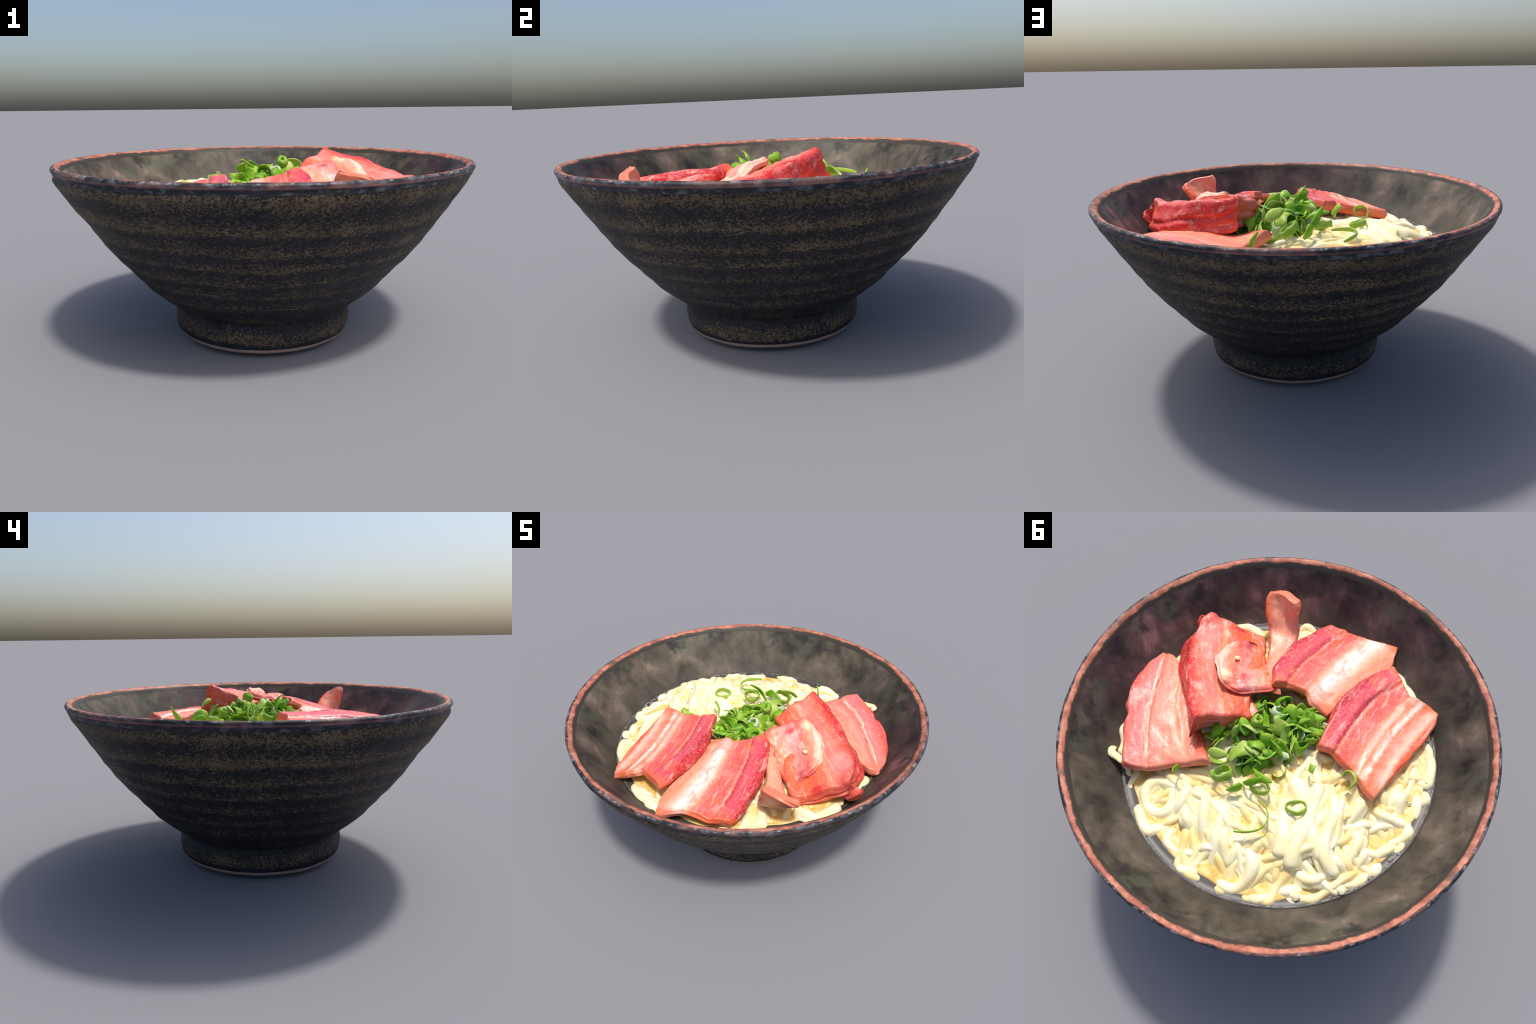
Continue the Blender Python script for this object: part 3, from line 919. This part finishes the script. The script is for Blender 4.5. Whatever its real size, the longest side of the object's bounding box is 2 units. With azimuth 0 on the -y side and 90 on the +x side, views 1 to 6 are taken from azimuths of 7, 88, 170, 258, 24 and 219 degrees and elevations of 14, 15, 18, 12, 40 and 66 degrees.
# ---------------------------------------------------------------- scallions
def ribbon(arc, radius, width, thick, r, taper=0.0, wave=0.0, spiral=0.0, oval=1.0):
    """A cut piece of scallion leaf: a band bent round an arc, walls with depth."""
    n = max(12, int(abs(arc) / (2 * math.pi) * 44))
    closed = abs(arc) >= 6.28
    steps = n if closed else n + 1
    ph = r.uniform(0, 6)
    verts, faces = [], []
    m = 5
    for i in range(steps):
        s = i / n
        a = arc * s
        R = radius * (1 + 0.10 * math.sin(2 * a + ph) + 0.06 * math.sin(3 * a + ph * 2)) * (1 + spiral * s)
        w = width * (1 - taper * abs(2 * s - 1) ** 1.6)
        w *= 1 + 0.12 * math.sin(5 * a + ph)
        mid = wave * math.sin(2.3 * a + ph)
        lean = 0.12 * math.sin(1.7 * a + ph)
        for side in (0, 1):
            for k in range(m):
                q = k / (m - 1) - 0.5
                bow = 0.18 * width * (0.25 - q * q)
                rr = R + (thick * 0.5 if side == 0 else -thick * 0.5) * (0.55 if k in (0, m - 1) else 1) + bow + lean * q * w
                verts.append((rr * math.cos(a), rr * math.sin(a) * oval, mid + q * w))
    c = 2 * m
    loop = list(range(m)) + list(range(2 * m - 1, m - 1, -1))
    for i in range(n):
        i2 = (i + 1) % steps if closed else i + 1
        for k in range(c):
            a, b = loop[k], loop[(k + 1) % c]
            faces.append((i * c + a, i2 * c + a, i2 * c + b, i * c + b))
    if not closed:
        faces.append(tuple(loop))
        faces.append(tuple((steps - 1) * c + k for k in reversed(loop)))
    return mesh_from("scallion", verts, faces)


def build_scallions():
    top = empty("chopped_scallions", (0.05, 0.02, 0.74), label="Small pile of bright green chopped scallion rings", category="scallions")
    dark = scallion_material("scallion_green", (0.060, 0.26, 0.010), (0.24, 0.53, 0.020), (0.54, 0.74, 0.10))
    lime = scallion_material("scallion_lime", (0.26, 0.50, 0.025), (0.48, 0.64, 0.10), (0.66, 0.74, 0.30))
    pale = scallion_material("scallion_white", (0.62, 0.72, 0.42), (0.74, 0.80, 0.62), (0.40, 0.60, 0.20))
    r = random.Random(21)

    def place(name, mesh, mat, loc, rot):
        o = obj(name, mesh, top, mat)
        o.location = Vector(loc) - top.location
        o.rotation_euler = rot
        return o

    T = 2 * math.pi
    # single rings and slivers lying on the noodles
    place("scallion_ring", ribbon(T, 0.040, 0.030, 0.008, r, oval=0.85), lime, (-0.275, 0.215, 0.752), (0.25, 0.1, 0.4))
    place("scallion_ring", ribbon(T, 0.043, 0.034, 0.010, r, oval=0.8), lime, (-0.09, 0.245, 0.765), (0.3, -0.2, 0.9))
    place("scallion_ring", ribbon(T, 0.048, 0.040, 0.010, r, oval=0.72), lime, (0.085, 0.305, 0.765), (0.55, 0.3, 0.9))
    place("scallion_flake", ribbon(1.1, 0.08, 0.055, 0.009, r, taper=0.7), dark, (0.05, 0.27, 0.755), (0.6, 0.3, 1.9))
    place("scallion_flake", ribbon(1.0, 0.10, 0.06, 0.009, r, taper=0.7), lime, (0.12, 0.19, 0.775), (0.9, -0.3, 0.9))
    place("scallion_sliver", ribbon(2.6, 0.105, 0.020, 0.007, r, taper=0.4), lime, (-0.10, 0.385, 0.745), (0.1, 0.0, 1.9))
    place("scallion_sliver", ribbon(1.0, 0.17, 0.030, 0.007, r, taper=0.8), lime, (0.16, 0.31, 0.735), (0.9, 0.4, 0.4))
    place("scallion_sliver", ribbon(1.1, 0.15, 0.034, 0.007, r, taper=0.7), dark, (-0.06, 0.13, 0.76), (1.0, 0.2, 1.2))
    place("scallion_sliver", ribbon(1.3, 0.10, 0.030, 0.007, r, taper=0.7), lime, (-0.10, 0.16, 0.75), (0.8, -0.4, 0.5))
    place("scallion_ring", ribbon(4.4, 0.036, 0.026, 0.007, r), lime, (-0.375, -0.045, 0.745), (0.5, 0.5, 2.0))
    place("scallion_piece", ribbon(0.9, 0.09, 0.05, 0.009, r), dark, (-0.19, -0.02, 0.775), (0.5, 0.3, -1.2))
    place("scallion_piece", ribbon(1.2, 0.06, 0.035, 0.008, r), lime, (-0.26, 0.01, 0.765), (1.1, 0.2, 0.2))
    # blades that stand out of the pile
    place("scallion_sliver", ribbon(2.0, 0.045, 0.022, 0.007, r, taper=0.9), lime, (-0.075, -0.115, 0.835), (1.4, 0.2, 0.7))
    place("scallion_ring", ribbon(T, 0.028, 0.035, 0.012, r), pale, (0.07, -0.079, 0.815), (0.6, -0.5, 0.2))
    place("scallion_bud", ribbon(T, 0.018, 0.040, 0.017, r), lime, (0.102, 0.035, 0.862), (0.5, -0.3, 0.0))
    # the heap itself
    for k in range(92):
        a = r.uniform(0, T)
        q = math.sqrt(r.uniform(0, 1))
        # pile is an oval, long axis from the far right slice to the near belly slice
        lx, ly = 0.260 * q * math.cos(a), 0.160 * q * math.sin(a)
        c, s = math.cos(0.80), math.sin(0.80)
        x, y = 0.055 + lx * c - ly * s, 0.008 + lx * s + ly * c
        if k >= 78:   # a few tucked up against the meat
            f = r.uniform(0, 1)
            x, y = 0.17 - 0.27 * f, -0.10 - 0.05 * f + r.uniform(-0.03, 0.05)
        hgt = 0.736 + 0.070 * (1 - q * q) + r.uniform(-0.02, 0.014) + (0.010 if k >= 78 else -0.008)
        kind = r.random()
        rad = r.uniform(0.032, 0.056) if kind < 0.45 else r.uniform(0.05, 0.095)
        wid = r.uniform(0.045, 0.075) if kind < 0.45 else r.uniform(0.07, 0.115)
        arc = T if kind < 0.12 else r.uniform(2.2, 3.8) if kind < 0.45 else r.uniform(0.9, 1.8)
        me = ribbon(arc, rad, wid, r.uniform(0.005, 0.008), r, taper=0.0 if arc == T else r.uniform(0, 0.4) if kind < 0.45 else r.uniform(0.2, 0.7), wave=0.014 if kind < 0.45 else 0.03, spiral=r.uniform(0, 0.35) if arc < T else 0, oval=r.uniform(0.65, 1))
        mat = dark if r.random() < 0.62 else lime if r.random() < 0.85 else pale
        if kind >= 0.45:   # flat flakes: stand them on the middle of their own curve
            me.transform(Matrix.Translation((-rad * math.cos(arc / 2), -rad * math.sin(arc / 2), 0)))
        place("scallion_ring" if arc == T else "scallion_curl" if kind < 0.45 else "scallion_flake", me, mat, (x, y, hgt), (r.uniform(-1.5, 1.5), r.uniform(-1.2, 1.2), r.uniform(0, T)))
    return top


build_bowl()
build_broth()
build_noodles()
build_slices()
build_scallions()
